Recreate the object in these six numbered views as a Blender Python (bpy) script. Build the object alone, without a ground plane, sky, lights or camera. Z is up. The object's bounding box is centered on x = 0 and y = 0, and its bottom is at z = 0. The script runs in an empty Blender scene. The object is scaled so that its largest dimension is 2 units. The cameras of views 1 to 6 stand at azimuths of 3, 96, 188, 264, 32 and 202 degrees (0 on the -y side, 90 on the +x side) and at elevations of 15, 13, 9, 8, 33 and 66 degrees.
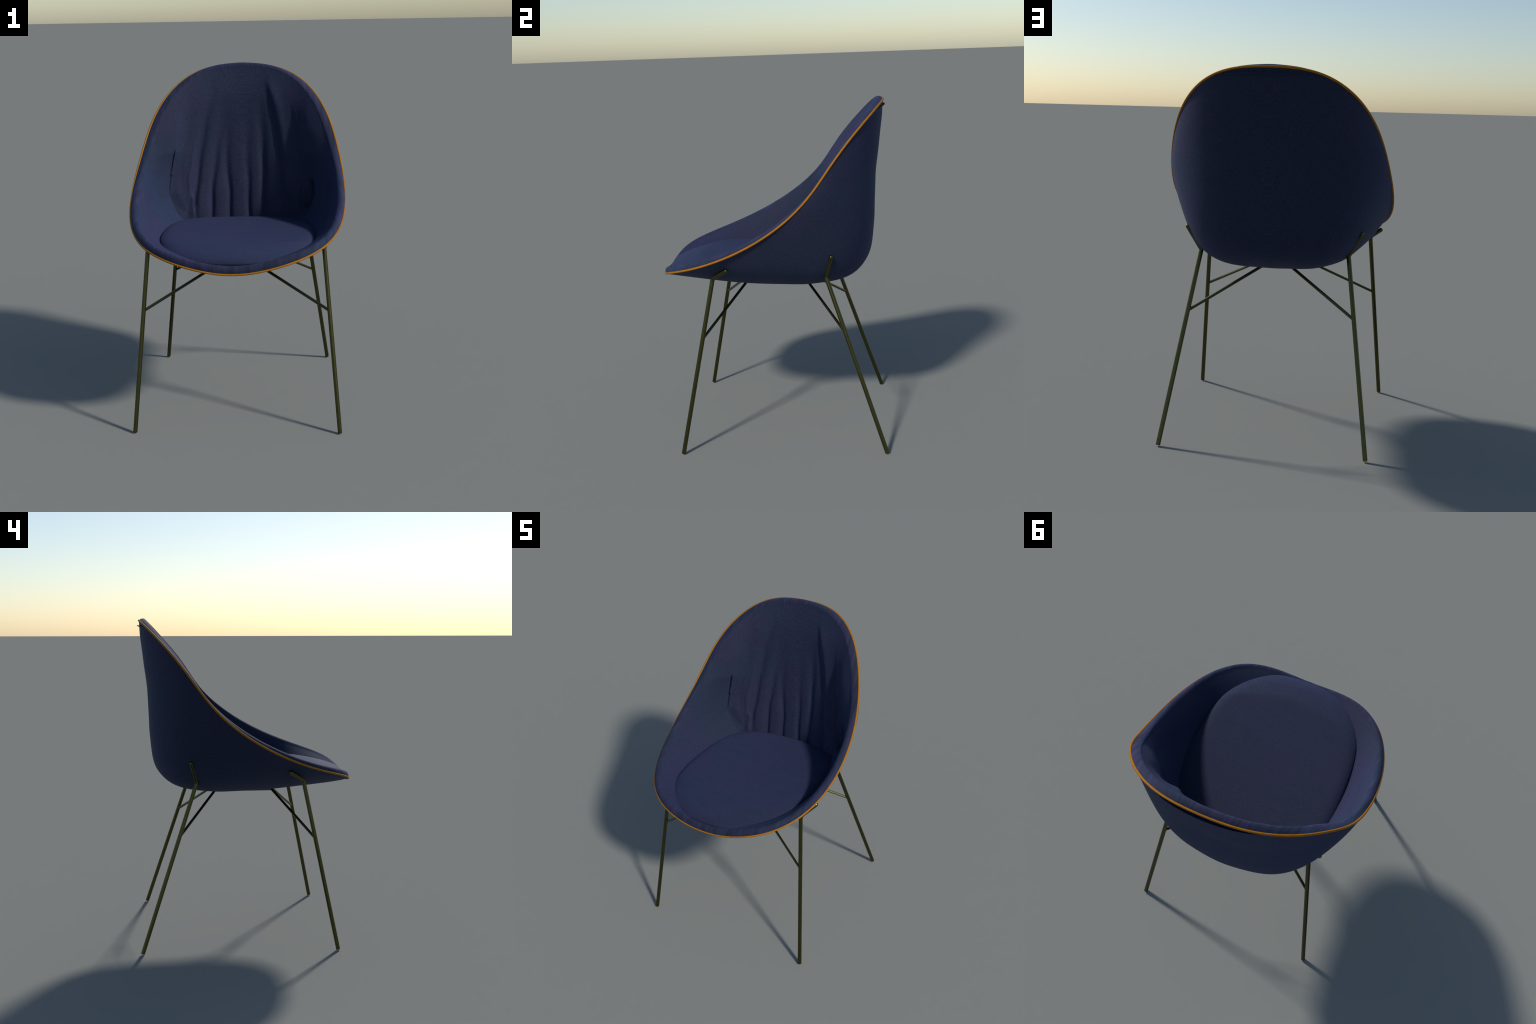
import bpy, math
import numpy as np

rng = np.random.default_rng(7)

# ---------------------------------------------------------------- helpers
def sstep(a, b, x):
    t = np.clip((np.asarray(x, float) - a) / (b - a), 0, 1)
    return t * t * (3 - 2 * t)

def unit(v):
    return v / (np.linalg.norm(v, axis=-1, keepdims=True) + 1e-12)

COL = bpy.context.scene.collection
def add_mesh(name, verts, faces, mat, parent=None, smooth=True, normals=None):
    me = bpy.data.meshes.new(name)
    me.from_pydata([tuple(map(float, v)) for v in verts], [], [tuple(map(int, f)) for f in faces])
    me.update()
    if smooth:
        me.polygons.foreach_set("use_smooth", [True] * len(me.polygons))
    me.materials.append(mat)
    if normals is not None:
        me.normals_split_custom_set_from_vertices([tuple(map(float, n)) for n in normals])
    ob = bpy.data.objects.new(name, me)
    COL.objects.link(ob)
    if parent is not None:
        ob.parent = parent
    return ob

def fillet(pts, radius, steps=8):
    """round the inner corners of a polyline"""
    pts = [np.array(p, float) for p in pts]
    out = [pts[0]]
    for a, b, c in zip(pts, pts[1:], pts[2:]):
        u, v = unit(a - b), unit(c - b)
        half = 0.5 * math.acos(np.clip(u @ v, -1, 1))
        d = min(radius / math.tan(half), 0.45 * np.linalg.norm(a - b), 0.45 * np.linalg.norm(c - b))
        p, q = b + u * d, b + v * d
        for k in range(steps + 1):
            w = k / steps
            out.append((1 - w) ** 2 * p + 2 * w * (1 - w) * b + w * w * q)
    out.append(pts[-1])
    return np.array(out)

def tube(path, radius, sides=16, cap=("flat", "round")):
    """sweep a circle along an open path; ends flat (tiny chamfer) or rounded"""
    path = np.array(path, float)
    def end(p0, p1, kind):
        d = unit(p0 - p1)
        if kind == "round":
            return [(p0 + d * radius * (math.sin(a) - 1), math.cos(a)) for a in np.linspace(0, 1.45, 6)]
        return [(p0 - d * radius * 0.18, 1.0), (p0, 0.82)]
    a = end(path[0], path[1], cap[0])[::-1]
    b = end(path[-1], path[-2], cap[1])
    rings = a + [(p, 1.0) for p in path[1:-1]] + b
    C = np.array([r[0] for r in rings]); S = np.array([r[1] for r in rings])
    T = unit(np.gradient(C, axis=0))
    ref = np.array([0.0, 0.0, 1.0]) if abs(T[0, 2]) < 0.9 else np.array([1.0, 0.0, 0.0])
    n = unit(np.cross(T[0], ref))
    V, F = [], []
    for i in range(len(C)):
        n = unit(n - T[i] * (n @ T[i])); m = np.cross(T[i], n)
        for k in range(sides):
            w = 2 * math.pi * k / sides
            V.append(C[i] + radius * S[i] * (math.cos(w) * n + math.sin(w) * m))
    for i in range(len(C) - 1):
        for k in range(sides):
            j = (k + 1) % sides
            F.append((i * sides + k, i * sides + j, (i + 1) * sides + j, (i + 1) * sides + k))
    F.append(tuple(range(sides))[::-1])
    F.append(tuple((len(C) - 1) * sides + k for k in range(sides)))
    return V, F

# ---------------------------------------------------------------- materials
class Nodes:
    def __init__(self, name):
        self.m = bpy.data.materials.new(name); self.m.use_nodes = True
        self.t = self.m.node_tree; self.n = self.t.nodes
        self.b = self.n["Principled BSDF"]
        self.co = self.n.new("ShaderNodeTexCoord").outputs["Object"]
    def link(self, a, b): self.t.links.new(a, b)
    def put(self, sock, v):
        if isinstance(v, bpy.types.NodeSocket): self.link(v, sock)
        else: sock.default_value = v
    def math(self, op, a, b=0.0, c=None):
        k = self.n.new("ShaderNodeMath"); k.operation = op
        self.put(k.inputs[0], a); self.put(k.inputs[1], b)
        if c is not None: self.put(k.inputs[2], c)
        return k.outputs[0]
    def noise(self, vec, scale, detail=3, rough=0.55):
        k = self.n.new("ShaderNodeTexNoise"); k.inputs["Scale"].default_value = scale
        k.inputs["Detail"].default_value = detail; k.inputs["Roughness"].default_value = rough
        self.link(vec, k.inputs["Vector"]); return k.outputs["Fac"]
    def ramp(self, fac, stops):
        k = self.n.new("ShaderNodeValToRGB"); self.link(fac, k.inputs[0]); e = k.color_ramp.elements
        while len(e) < len(stops): e.new(0.5)
        for i, (p, c) in enumerate(stops):
            e[i].position = p; e[i].color = (*c, 1) if len(c) == 3 else c
        return k.outputs[0]
    def mix(self, fac, a, b, kind="MIX"):
        k = self.n.new("ShaderNodeMix"); k.data_type = "RGBA"; k.blend_type = kind
        self.put(k.inputs[0], fac); self.put(k.inputs[6], a); self.put(k.inputs[7], b)
        return k.outputs[2]
    def xyz(self, v):
        k = self.n.new("ShaderNodeSeparateXYZ"); self.link(v, k.inputs[0]); return k.outputs
    def vec(self, x, y, z):
        k = self.n.new("ShaderNodeCombineXYZ")
        for s, v in zip(k.inputs, (x, y, z)): self.put(s, v)
        return k.outputs[0]
    def bump(self, h, strength, dist):
        k = self.n.new("ShaderNodeBump"); k.inputs["Strength"].default_value = strength
        k.inputs["Distance"].default_value = dist; self.link(h, k.inputs["Height"])
        self.link(k.outputs[0], self.b.inputs["Normal"])

NAVY_A = (0.0175, 0.0268, 0.058)   # cooler, teal-leaning patches
NAVY_B = (0.0222, 0.0250, 0.0605)   # warmer, violet-leaning patches

def fabric(name, kind):
    s = Nodes(name)
    x, y, z = s.xyz(s.co)
    # the cloth print is mirrored across the middle and stretched near it
    ax = s.math("ABSOLUTE", x)
    if kind in ("shell", "back"):
        ax = s.math("MULTIPLY", s.math("POWER", s.math("ADD", ax, 0.0005), 2.0),
                    s.math("DIVIDE", 1.0, s.math("ADD", ax, 0.06)))
        v = s.vec(ax, y, z)
    else:
        v = s.co
    big = s.noise(v, 3.6, 2, 0.5)
    patch = s.ramp(big, [(0.40, NAVY_A), (0.60, NAVY_B)])
    if kind == "cushion":
        streak = s.noise(s.vec(s.math("MULTIPLY", x, 2.2), s.math("MULTIPLY", y, 9.0), 0.0), 2.0, 4, 0.6)
        patch = s.mix(s.ramp(streak, [(0.35, (0, 0, 0)), (0.7, (1, 1, 1))]), patch, (0.0235, 0.0285, 0.066, 1))
        patch = s.mix(0.2, patch, s.ramp(big, [(0.40, NAVY_A), (0.60, NAVY_B)]))
    fine = s.noise(v, 150, 3, 0.7)
    if kind == "lip":
        ang = s.math("ARCTAN2", x, s.math("SUBTRACT", 0.0, s.math("ADD", y, s.math("MULTIPLY", z, -0.8))))
        run = s.vec(s.math("MULTIPLY", ang, 38.0), s.math("MULTIPLY", z, 4.0), 0.0)
        line = s.noise(run, 1.4, 4, 0.7)
        tone = s.mix(0.35, s.ramp(line, [(0.36, (0.55, 0.55, 0.55)), (0.64, (1.4, 1.4, 1.4))]),
                     s.ramp(fine, [(0.3, (0.85,) * 3), (0.7, (1.12,) * 3)]))
        h = s.math("ADD", s.math("MULTIPLY", line, 0.8), s.math("MULTIPLY", fine, 0.3))
    else:
        lo, hi = {"cushion": (0.74, 1.26), "shell": (0.66, 1.34), "back": (0.6, 1.4), "liner": (0.72, 1.28)}[kind]
        tone = s.ramp(fine, [(0.3, (lo,) * 3), (0.7, (hi,) * 3)])
        h = fine
    col = s.mix(1.0, patch, tone, "MULTIPLY")
    # nap painted into base colour: deeper square on, paler at a slant
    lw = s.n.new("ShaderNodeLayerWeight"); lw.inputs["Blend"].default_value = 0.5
    sheen_tint = s.ramp(lw.outputs["Facing"], [(0.12, (0.80,) * 3), (0.55, (1.25, 1.25, 1.3)), (0.95, (1.5, 1.48, 1.55))])
    col = s.mix(1.0, col, sheen_tint, "MULTIPLY")
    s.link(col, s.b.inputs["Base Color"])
    s.b.inputs["Roughness"].default_value = 0.8
    s.b.inputs["Specular IOR Level"].default_value = 0.2
    s.bump(h, 0.22 if kind != "cushion" else 0.1, 0.004)
    return s.m

def piping_material():
    s = Nodes("orange_cord")
    n = s.noise(s.co, 40, 3)
    s.link(s.ramp(n, [(0.3, (0.30, 0.115, 0.004)), (0.7, (0.35, 0.138, 0.006))]), s.b.inputs["Base Color"])
    s.b.inputs["Roughness"].default_value = 0.6
    s.b.inputs["Specular IOR Level"].default_value = 0.15
    return s.m

def metal_material():
    s = Nodes("dark_bronze_metal")
    n = s.noise(s.co, 60, 3)
    s.link(s.ramp(n, [(0.3, (0.078, 0.078, 0.029)), (0.7, (0.094, 0.092, 0.035))]), s.b.inputs["Base Color"])
    s.b.inputs["Metallic"].default_value = 1.0
    s.b.inputs["Roughness"].default_value = 0.32
    return s.m

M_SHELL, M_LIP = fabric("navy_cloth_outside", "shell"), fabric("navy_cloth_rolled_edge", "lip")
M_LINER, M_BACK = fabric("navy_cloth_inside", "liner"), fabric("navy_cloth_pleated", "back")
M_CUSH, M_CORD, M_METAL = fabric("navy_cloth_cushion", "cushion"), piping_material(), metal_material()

# ---------------------------------------------------------------- shell form
# rim curve, as harmonics of the angle t (0 = front middle, 180 = top middle)
RIM_X = [0.6291, 0.0341, 0.0108, -0.0081, -0.0124, 0.0013]
RIM_Y = [0.0411, -0.6793, -0.0839, 0.0016, 0.0359, 0.02, -0.0056]
RIM_Z = [1.4595, -0.5254, 0.0299, 0.017, -0.0032, 0.0003, -0.0081]
# meridians: every one lies in an upright plane through the axis of the seat;
# quartic profiles whose handles vary smoothly round the rim
AXIS_Y, FLOOR_Z = 0.0684, 0.9121
NEAR_R = [-0.0618, -0.0092, -0.064, 0.038, 0.0035, -0.0305, 0.0056]
NEAR_Z = [0.4362, -0.3344, 0.1606, 0.0458, -0.1049, 0.0307, -0.0133]
LOW_R = [0.8307, -0.1675, 0.008, -0.0099, 0.0754, -0.0887, 0.0348]
MID_R = [0.9032, 0.0911, 0.1062, 0.0434, 0.0002, 0.0673, -0.0121]
MID_Z = [0.5279, 0.5541, 0.2486, 0.02, -0.0035, -0.0536, -0.0011]
POLE = np.array([0.0, AXIS_Y, FLOOR_Z])

def sines(c, t): return sum(a * np.sin((k + 1) * t) for k, a in enumerate(c))
def cosines(c, t): return sum(a * np.cos(k * t) for k, a in enumerate(c))
def rim(t): return np.stack([sines(RIM_X, t), cosines(RIM_Y, t), cosines(RIM_Z, t)], -1)

def profile(t, s):
    R = rim(t)
    dx, dy = R[:, 0], R[:, 1] - AXIS_Y
    r = np.hypot(dx, dy); H = R[:, 2] - FLOOR_Z
    r1, z1 = r * (1 + cosines(NEAR_R, t)), H * (1 - cosines(NEAR_Z, t))
    r2, z2 = r * cosines(MID_R, t), H * cosines(MID_Z, t)
    r3 = r * cosines(LOW_R, t)
    B = [(1 - s) ** 4, 4 * s * (1 - s) ** 3, 6 * s ** 2 * (1 - s) ** 2, 4 * s ** 3 * (1 - s)]
    c = lambda q: q[:, None]
    rad = c(r) * B[0] + c(r1) * B[1] + c(r2) * B[2] + c(r3) * B[3]
    z = c(H) * B[0] + c(z1) * B[1] + c(z2) * B[2]
    y, z = AXIS_Y + c(dy / r) * rad, FLOOR_Z + z
    # gentle S in the line of the back: out under the top edge, in at the middle, out above the seat
    bell = lambda m, w: np.exp(-((z - m) / w) ** 2)
    behind = np.exp(-(c((np.mod(t, 2 * math.pi) - math.pi) / 0.85)) ** 2) * np.clip(s / 0.03, 0, 1)
    y = y + behind * (0.0035 * bell(1.92, 0.09) - 0.0055 * bell(1.58, 0.10) + 0.0042 * bell(1.30, 0.09))
    return np.stack([c(dx / r) * rad, y, z], -1)

def shell(t, f):
    """t: (n,) angles; f: (m,) or (n,m) fractions of the way down each meridian"""
    f = np.broadcast_to(f, (len(t), np.shape(f)[-1]))
    s = np.linspace(0, 1, 400)
    D = profile(t, np.broadcast_to(s, (len(t), 400)))
    L = np.concatenate([np.zeros((len(t), 1)), np.cumsum(np.linalg.norm(np.diff(D, axis=1), axis=-1), 1)], 1)
    q = np.stack([np.interp(f[i] * L[i, -1], L[i], s) for i in range(len(t))])
    return profile(t, q)

def run_length(t):
    D = profile(t, np.broadcast_to(np.linspace(0, 1, 400), (len(t), 400)))
    return np.linalg.norm(np.diff(D, axis=1), axis=-1).sum(1)

def shell_frame(t, f):
    e = 2e-3
    f = np.broadcast_to(f, (len(t), np.shape(f)[-1]))
    dt = shell(t + e, f) - shell(t - e, f)
    ds = shell(t, np.clip(f + e, 0, 1)) - shell(t, np.clip(f - e, 0, 1))
    return unit(np.cross(dt, ds)), unit(ds)          # inward normal, direction down the meridian

def grid_faces(rows, cols, closed=True):
    """vertex (i, j) -> i * cols + j, i runs round the rim"""
    F = []
    for i in range(rows if closed else rows - 1):
        k = (i + 1) % rows
        for j in range(cols - 1):
            F.append((i * cols + j, i * cols + j + 1, k * cols + j + 1, k * cols + j))
    return F

chair = bpy.data.objects.new("shell_chair", None)
COL.objects.link(chair)
chair["label"] = "navy fabric bucket chair with orange piping and slim metal legs"
chair["category"] = "chair"

# outer cover
NT = 288
t_out = np.arange(NT) * 2 * math.pi / NT
s_out = np.linspace(0, 1, 81)[:-1]
P = shell(t_out, s_out)
V = P.reshape(-1, 3).tolist() + [POLE.tolist()]
F = grid_faces(NT, len(s_out))
m = len(s_out)
F += [(len(V) - 1, ((i + 1) % NT) * m + m - 1, i * m + m - 1) for i in range(NT)]
add_mesh("outer_shell", V, F, M_SHELL, chair)

# ---------------------------------------------------------------- padded inside
# columns are denser behind the sitter, where the pleats are
deg = np.concatenate([np.arange(0, 105, 1.0), np.arange(105, 255, 0.4), np.arange(255, 360, 1.0)])
t_in = np.radians(deg)
phi = deg - 180.0                                    # 0 at the middle of the back
lip_a = np.linspace(0, 1, 16)[:-1]                        # rows over the rolled edge
s_in = np.linspace(0, 1, 141)[1:] ** 1.05 * 0.95     # rows down the inside
front = np.cos(t_in) * 0.5 + 0.5
wall0 = 0.043 + 0.002 * front ** 3                   # padding thickness at the rim
# how far the roll stands above the cord, by angle from the middle of the back
bulge = np.interp(np.abs(phi), [0, 22, 42, 62, 90, 130, 160, 180],
                  [0.025, 0.017, 0.009, 0.011, 0.018, 0.018, 0.016, 0.015])
bulge = np.convolve(np.concatenate([bulge[-9:], bulge, bulge[:9]]), np.ones(19) / 19, "valid")
lean = np.full_like(bulge, 0.012)

def along(z, pts):
    zz, xx = zip(*pts); return np.interp(z, zz, xx)

# gathered folds of the back: (height, sideways place) of each valley, width, depth, where it dies out
FOLDS = [
    ([(1.04, -0.313), (1.20, -0.299), (1.45, -0.269), (1.66, -0.235), (1.83, -0.184)], 0.015, 0.025, 2.02, 1.36),
    ([(1.04, -0.203), (1.25, -0.194), (1.40, -0.175), (1.60, -0.140), (1.75, -0.125)], 0.015, 0.023, 1.90, 1.15),
    ([(1.04, -0.086), (1.20, -0.088), (1.45, -0.105), (1.70, -0.09)], 0.015, 0.020, 1.86, 1.10),
    ([(1.04, 0.037), (1.20, 0.035), (1.40, 0.030)], 0.015, 0.018, 1.80, 1.05),
    ([(1.04, 0.122), (1.23, 0.132), (1.49, 0.129), (1.65, 0.117)], 0.014, 0.024, 1.90, 1.22),
    ([(1.04, 0.262), (1.31, 0.250), (1.57, 0.221), (1.79, 0.177), (1.90, 0.150)], 0.013, 0.015, 1.99, 1.40),
    ([(1.04, 0.385), (1.35, 0.372), (1.62, 0.335), (1.78, 0.300)], 0.014, 0.015, 1.86, 1.40),
    ([(1.04, -0.385), (1.35, -0.386), (1.46, -0.380), (1.73, -0.329)], 0.022, 0.012, 1.95, 1.45)]

def pleats(X, Z):
    d = np.zeros_like(X)
    for line, w, dep, top, full in FOLDS:
        g = (X - along(Z, line) - 0.002 * np.sin(Z * 23 + dep * 900)) / (w * (1.1 + 0.9 * sstep(1.1, 1.7, Z)))
        d += dep * (1 - sstep(full, top, Z)) * (sstep(1.08, 1.32, Z) if w > 0.02 else 1) * (0.75 * np.exp(-g * g) + 0.5 * np.exp(-(g / 2.8) ** 2))
    # proud ridges beside the two high folds
    for line, w, hgt, lo, hi in (([(1.3, 0.268), (1.45, 0.258), (1.57, 0.242), (1.70, 0.217), (1.79, 0.195), (1.88, 0.168)], 0.042, 0.016, 1.15, 1.97),
                                 ([(1.3, -0.335), (1.50, -0.300)], 0.010, 0.006, 1.02, 1.58),
                                 ([(1.55, 0.358), (1.645, 0.351), (1.75, 0.317)], 0.010, 0.006, 1.45, 1.77)):
        g = X - along(Z, line)
        g = g / np.where(g < 0, min(w, 0.020), w)
        d -= hgt * sstep(lo, lo + 0.12, Z) * (1 - sstep(hi - 0.16, hi, Z)) * np.exp(-g * g)
    return d

N0, D0 = shell_frame(t_in, np.zeros(1))
N0, U0 = N0[:, 0], -D0[:, 0]
R0 = rim(t_in)
run = run_length(t_in)
s_first = lean / run
S_grid = s_first[:, None] + (1 - s_first[:, None]) * s_in[None]
L_grid = S_grid * run[:, None]                        # metres below the rim
PS = shell(t_in, S_grid)
NN, _ = shell_frame(t_in, S_grid)
AP = np.broadcast_to(np.abs(phi)[:, None], L_grid.shape)
side = np.exp(-((AP - 112) / 45.0) ** 4)              # flanks and front corners
th_wall = wall0[:, None] * (1 - 0.42 * side * sstep(0.05, 0.25, L_grid))

# the back is a shallow upright cylinder in front of the shell; find its depth along the shell normal
def back_surface(x, z, folded):
    y = 0.433 + 0.149 * (z - 1.04) - 0.70 * x * x
    return y + pleats(x, z) if folded else y
th_b = np.full(L_grid.shape, 0.05)
facing = np.clip(-NN[..., 1], 0.15, 1)
for folded in (False,) * 6 + (True,) * 10:
    p = PS + NN * th_b[..., None]
    th_b = np.clip(th_b + 0.8 * (p[..., 1] - back_surface(p[..., 0], p[..., 2], folded)) / facing, -0.02, 0.25)
th_b = np.where(AP < 100, th_b, -0.02)
# ease the cloth where it turns under, behind the cushion
eased = th_b.copy()
for _ in range(6):
    e = np.pad(eased, ((2, 2), (1, 1)), mode="edge")
    eased = sum(e[a:a + eased.shape[0], b:b + eased.shape[1]] for a in range(5) for b in range(3)) / 15
low = (1 - sstep(1.05, 1.13, PS[..., 2])) * sstep(0.27, 0.31, np.abs(PS[..., 0]))
th_b = th_b * (1 - low) + eased * low
Z = PS[..., 2]
# where the back panel ends at the side walls, and how thick the padding is along that line
sgn = np.broadcast_to(phi[:, None], L_grid.shape)
edge = np.interp(Z, [0.95, 1.05, 1.11, 1.19, 1.31, 1.46, 1.80], [54, 60, 62.5, 64, 60, 56, 50])
kink = np.clip(1 - np.abs(Z - 1.315) / 0.04, 0, 1) * np.where(Z > 1.315, 1, -1)
th_line = np.interp(Z, [0.93, 1.05, 1.18, 1.30, 1.46, 1.60, 1.80], [0.036, 0.038, 0.040, 0.064, 0.104, 0.104, 0.085])
out_w = np.interp(Z, [1.05, 1.2, 1.46], [16, 20, 34])
th_out = th_wall + (th_line - th_wall) * np.exp(-(np.clip(AP - edge, 0, 200) / out_w) ** 2)
near = 1 - sstep(0, np.interp(Z, [1.2, 1.45], [9, 16]), edge - AP)
tuck = 0.009 * (1 - sstep(1.17, 1.24, Z)) * sstep(0.99, 1.06, Z)
th_in = th_b + (th_line - th_b) * near - tuck * (1 - sstep(0, 5, edge - AP))
th_in = np.maximum(th_in, 0.032)
th = np.where(AP < edge, th_in, th_out)
th = th_wall + (th - th_wall) * (1 - np.clip(1 - L_grid / 0.24, 0, 1) ** 2.2)
edge = edge + 0.5 * kink
is_panel = AP < edge
slit_l = sstep(1.19, 1.23, Z) * (1 - sstep(1.42, 1.49, Z)) * np.exp(-((AP - edge) / 0.5) ** 4)
slit_r = sstep(1.08, 1.10, Z) * (1 - sstep(1.275, 1.285, Z)) * np.exp(-((AP - edge + 1.8) / 2.0) ** 4)
th = th - np.minimum(0.03, th * 0.6) * np.where(sgn > 0, slit_l, slit_r)

inner = PS + NN * th[..., None]
reach = inner[:, 0] - R0
rows = []
for w in lip_a:
    q = math.pi * w
    rows.append(R0 + reach * (1 - math.cos(q)) / 2 + U0 * (bulge * math.sin(math.pi * w ** 1.45))[:, None] * (1 if w > 0 else 0))
lip = np.stack(rows, 1)
G = np.concatenate([lip, inner], 1)
rows_n, cols_n = G.shape[:2]

def smooth_vertex_normals(G):
    a = np.roll(G, -1, 0) - np.roll(G, 1, 0)
    b = np.gradient(G, axis=1)
    return unit(np.cross(a, b))
GN = smooth_vertex_normals(G)

face_region = {"rim_padding": [], "backrest": [], "inner_lining": []}
n_lip = len(lip_a)
for f in grid_faces(rows_n, cols_n):
    f = f[::-1]
    i, j = divmod(f[3], cols_n)
    if j < n_lip:
        face_region["rim_padding"].append(f)
    elif is_panel[i, j - n_lip] and is_panel[(i + 1) % rows_n, j - n_lip]:
        face_region["backrest"].append(f)
    else:
        face_region["inner_lining"].append(f)
GV, GNf = G.reshape(-1, 3), GN.reshape(-1, 3)
for name, mat in (("rim_padding", M_LIP), ("backrest", M_BACK), ("inner_lining", M_LINER)):
    fs = face_region[name]
    used = sorted({v for f in fs for v in f}); remap = {v: k for k, v in enumerate(used)}
    add_mesh(name, GV[used], [tuple(remap[v] for v in f) for f in fs], mat, chair, normals=GNf[used])

# ---------------------------------------------------------------- cushion
def cushion_outline(a):
    """a = angle from the front (-y); egg with a squarer back"""
    c, s_ = np.cos(a), np.sin(a)
    yy = np.where(c > 0, 0.677, 0.42); p = np.where(c > 0, 2.75, 3.0)
    r = (np.abs(s_ / 0.452) ** p + np.abs(c / yy) ** p) ** (-1 / p)
    return r * s_, -r * c + 0.03
na, rr = 180, np.concatenate([np.linspace(0, 0.86, 26)[1:], 0.86 + 0.14 * np.sin(np.linspace(0, math.pi / 2, 13)[1:])])
ang = np.arange(na) * 2 * math.pi / na
ox, oy = cushion_outline(ang)
V, F = [], []
def seat_top(x, y):
    z = 1.070 - 0.045 * (y + 0.05) * (y > -0.05) - 0.03 * (y + 0.05) * (y <= -0.05)
    crest = -0.47 + 0.75 * x * x
    z = z - 0.037 * np.clip((crest - y) / 0.16, 0, 2) ** 1.15
    z = z - 0.006 * np.exp(-((x / 0.26) ** 2 + ((y + 0.05) / 0.3) ** 2))
    return z
for q in rr:
    drop = 0.024 * (1 - math.sqrt(max(0, 1 - max(0, (q - 0.86) / 0.14) ** 2)))
    for i in range(na):
        x, y = ox[i] * q, oy[i] * q - 0.02 * (1 - q)
        V.append((x, y, seat_top(x, y) - drop))
for k, (q, dz) in enumerate(((0.985, 0.029), (0.94, 0.031), (0.86, 0.028))):
    for i in range(na):
        x, y = ox[i], oy[i]
        V.append((x * q, y * q, seat_top(x, y) - dz - 0.022 * float(sstep(-0.3, -0.6, y) * (1 - sstep(0.10, 0.25, abs(x))))))
nr = len(rr) + 3
for k in range(nr - 1):
    for i in range(na):
        j = (i + 1) % na
        F.append((k * na + i, (k + 1) * na + i, (k + 1) * na + j, k * na + j))
V.append((0, -0.04, float(seat_top(0.0, -0.04)))); c = len(V) - 1
F += [(c, i, (i + 1) % na) for i in range(na)]
F.append(tuple((nr - 1) * na + i for i in range(na)))
cush = add_mesh("seat_cushion", V, F, M_CUSH, chair)

# ---------------------------------------------------------------- piping
tp = np.linspace(0, 2 * math.pi, 361)[:-1]
C = rim(tp); n_, d_ = shell_frame(tp, np.zeros(1)); n_, d_ = n_[:, 0], d_[:, 0]
T = unit(np.roll(C, -1, 0) - np.roll(C, 1, 0))
b_ = unit(np.cross(T, n_)); sides, rp = 12, 0.0062
V, F = [], []
for i in range(len(tp)):
    for k in range(sides):
        w = 2 * math.pi * k / sides
        V.append(C[i] + rp * (math.cos(w) * n_[i] + math.sin(w) * b_[i]))
for i in range(len(tp)):
    j = (i + 1) % len(tp)
    for k in range(sides):
        l = (k + 1) % sides
        F.append((i * sides + k, i * sides + l, j * sides + l, j * sides + k)[::-1])
add_mesh("piping", V, F, M_CORD, chair)

# narrow flap of cloth standing off the back just under the top edge
ph = np.linspace(-30, 30, 61); tf = np.radians(180 + ph)
sp = run_length(tf)
drop = 0.036 * (1 - (ph / 34.0) ** 2)
out = 0.014 * (1 - (ph / 30.0) ** 2)
sf = (drop / sp)[:, None]
B0 = shell(tf, sf)[:, 0]; nf, df = (q[:, 0] for q in shell_frame(tf, sf))
prof = [(-0.004, 0.000), (0.6, -0.0005), (1.0, -0.0030), (1.0, -0.0005), (0.6, 0.0025), (-0.004, 0.004)]
V, F = [], []
for i in range(len(ph)):
    for o, dd in prof:
        k = o * out[i] if o > 0 else o
        V.append(B0[i] - nf[i] * k + df[i] * (dd - 0.25 * max(k, 0)))
for i in range(len(ph) - 1):
    for k in range(len(prof)):
        l = (k + 1) % len(prof)
        F.append((i * 6 + k, i * 6 + l, (i + 1) * 6 + l, (i + 1) * 6 + k))
F += [tuple(range(6))[::-1], tuple((len(ph) - 1) * 6 + k for k in range(6))]
add_mesh("back_flap", V, F, M_SHELL, chair)

# ---------------------------------------------------------------- frame
LEG_R, BRACE_R = 0.0125, 0.0084
FRONT = dict(foot=(0.5806, -0.5367, 0.0), bend=(0.4926, -0.3289, 1.0362), tip=(0.5615, -0.2355, 1.0965))
REAR = dict(foot=(0.5507, 0.6458, 0.0), bend=(0.4034, 0.3069, 1.0153), tip=(0.4775, 0.3437, 1.153))
legs = []
for side in (1, -1):
    for L in (FRONT, REAR):
        pts = [np.array(L[k]) * (side, 1, 1) for k in ("foot", "bend", "tip")]
        ax = unit(pts[0] - pts[1])
        pts[0] = pts[0] + ax * (LEG_R * 0.82 * math.sqrt(1 - ax[2] ** 2)) / ax[2]   # lowest edge at z = 0
        V, F = tube(fillet(pts, 0.035 if L is FRONT else 0.012), LEG_R, 10)
        V = [np.array(v) * (1, 1, 1) for v in V]
        legs.append(add_mesh("leg", V, F, M_METAL, chair, smooth=False))
    pts = [np.array(p) * (side, 1, 1) for p in ((0.5073, -0.3985, 0.6817), (0.083, -0.183, 0.9135),
                                                (0.086, 0.180, 0.9135), (0.4369, 0.4069, 0.6882))]
    for k, L in ((0, FRONT), (3, REAR)):               # weld the ends into the legs
        f, b = (np.array(L[q]) * (side, 1, 1) for q in ("foot", "bend"))
        ax = unit(b - f)
        pts[k] = f + ax * ((pts[k] - f) @ ax)
    V, F = tube(fillet(pts, 0.01, 4), BRACE_R, 6, ("flat", "flat"))
    add_mesh("brace", V, F, M_METAL, chair, smooth=False)
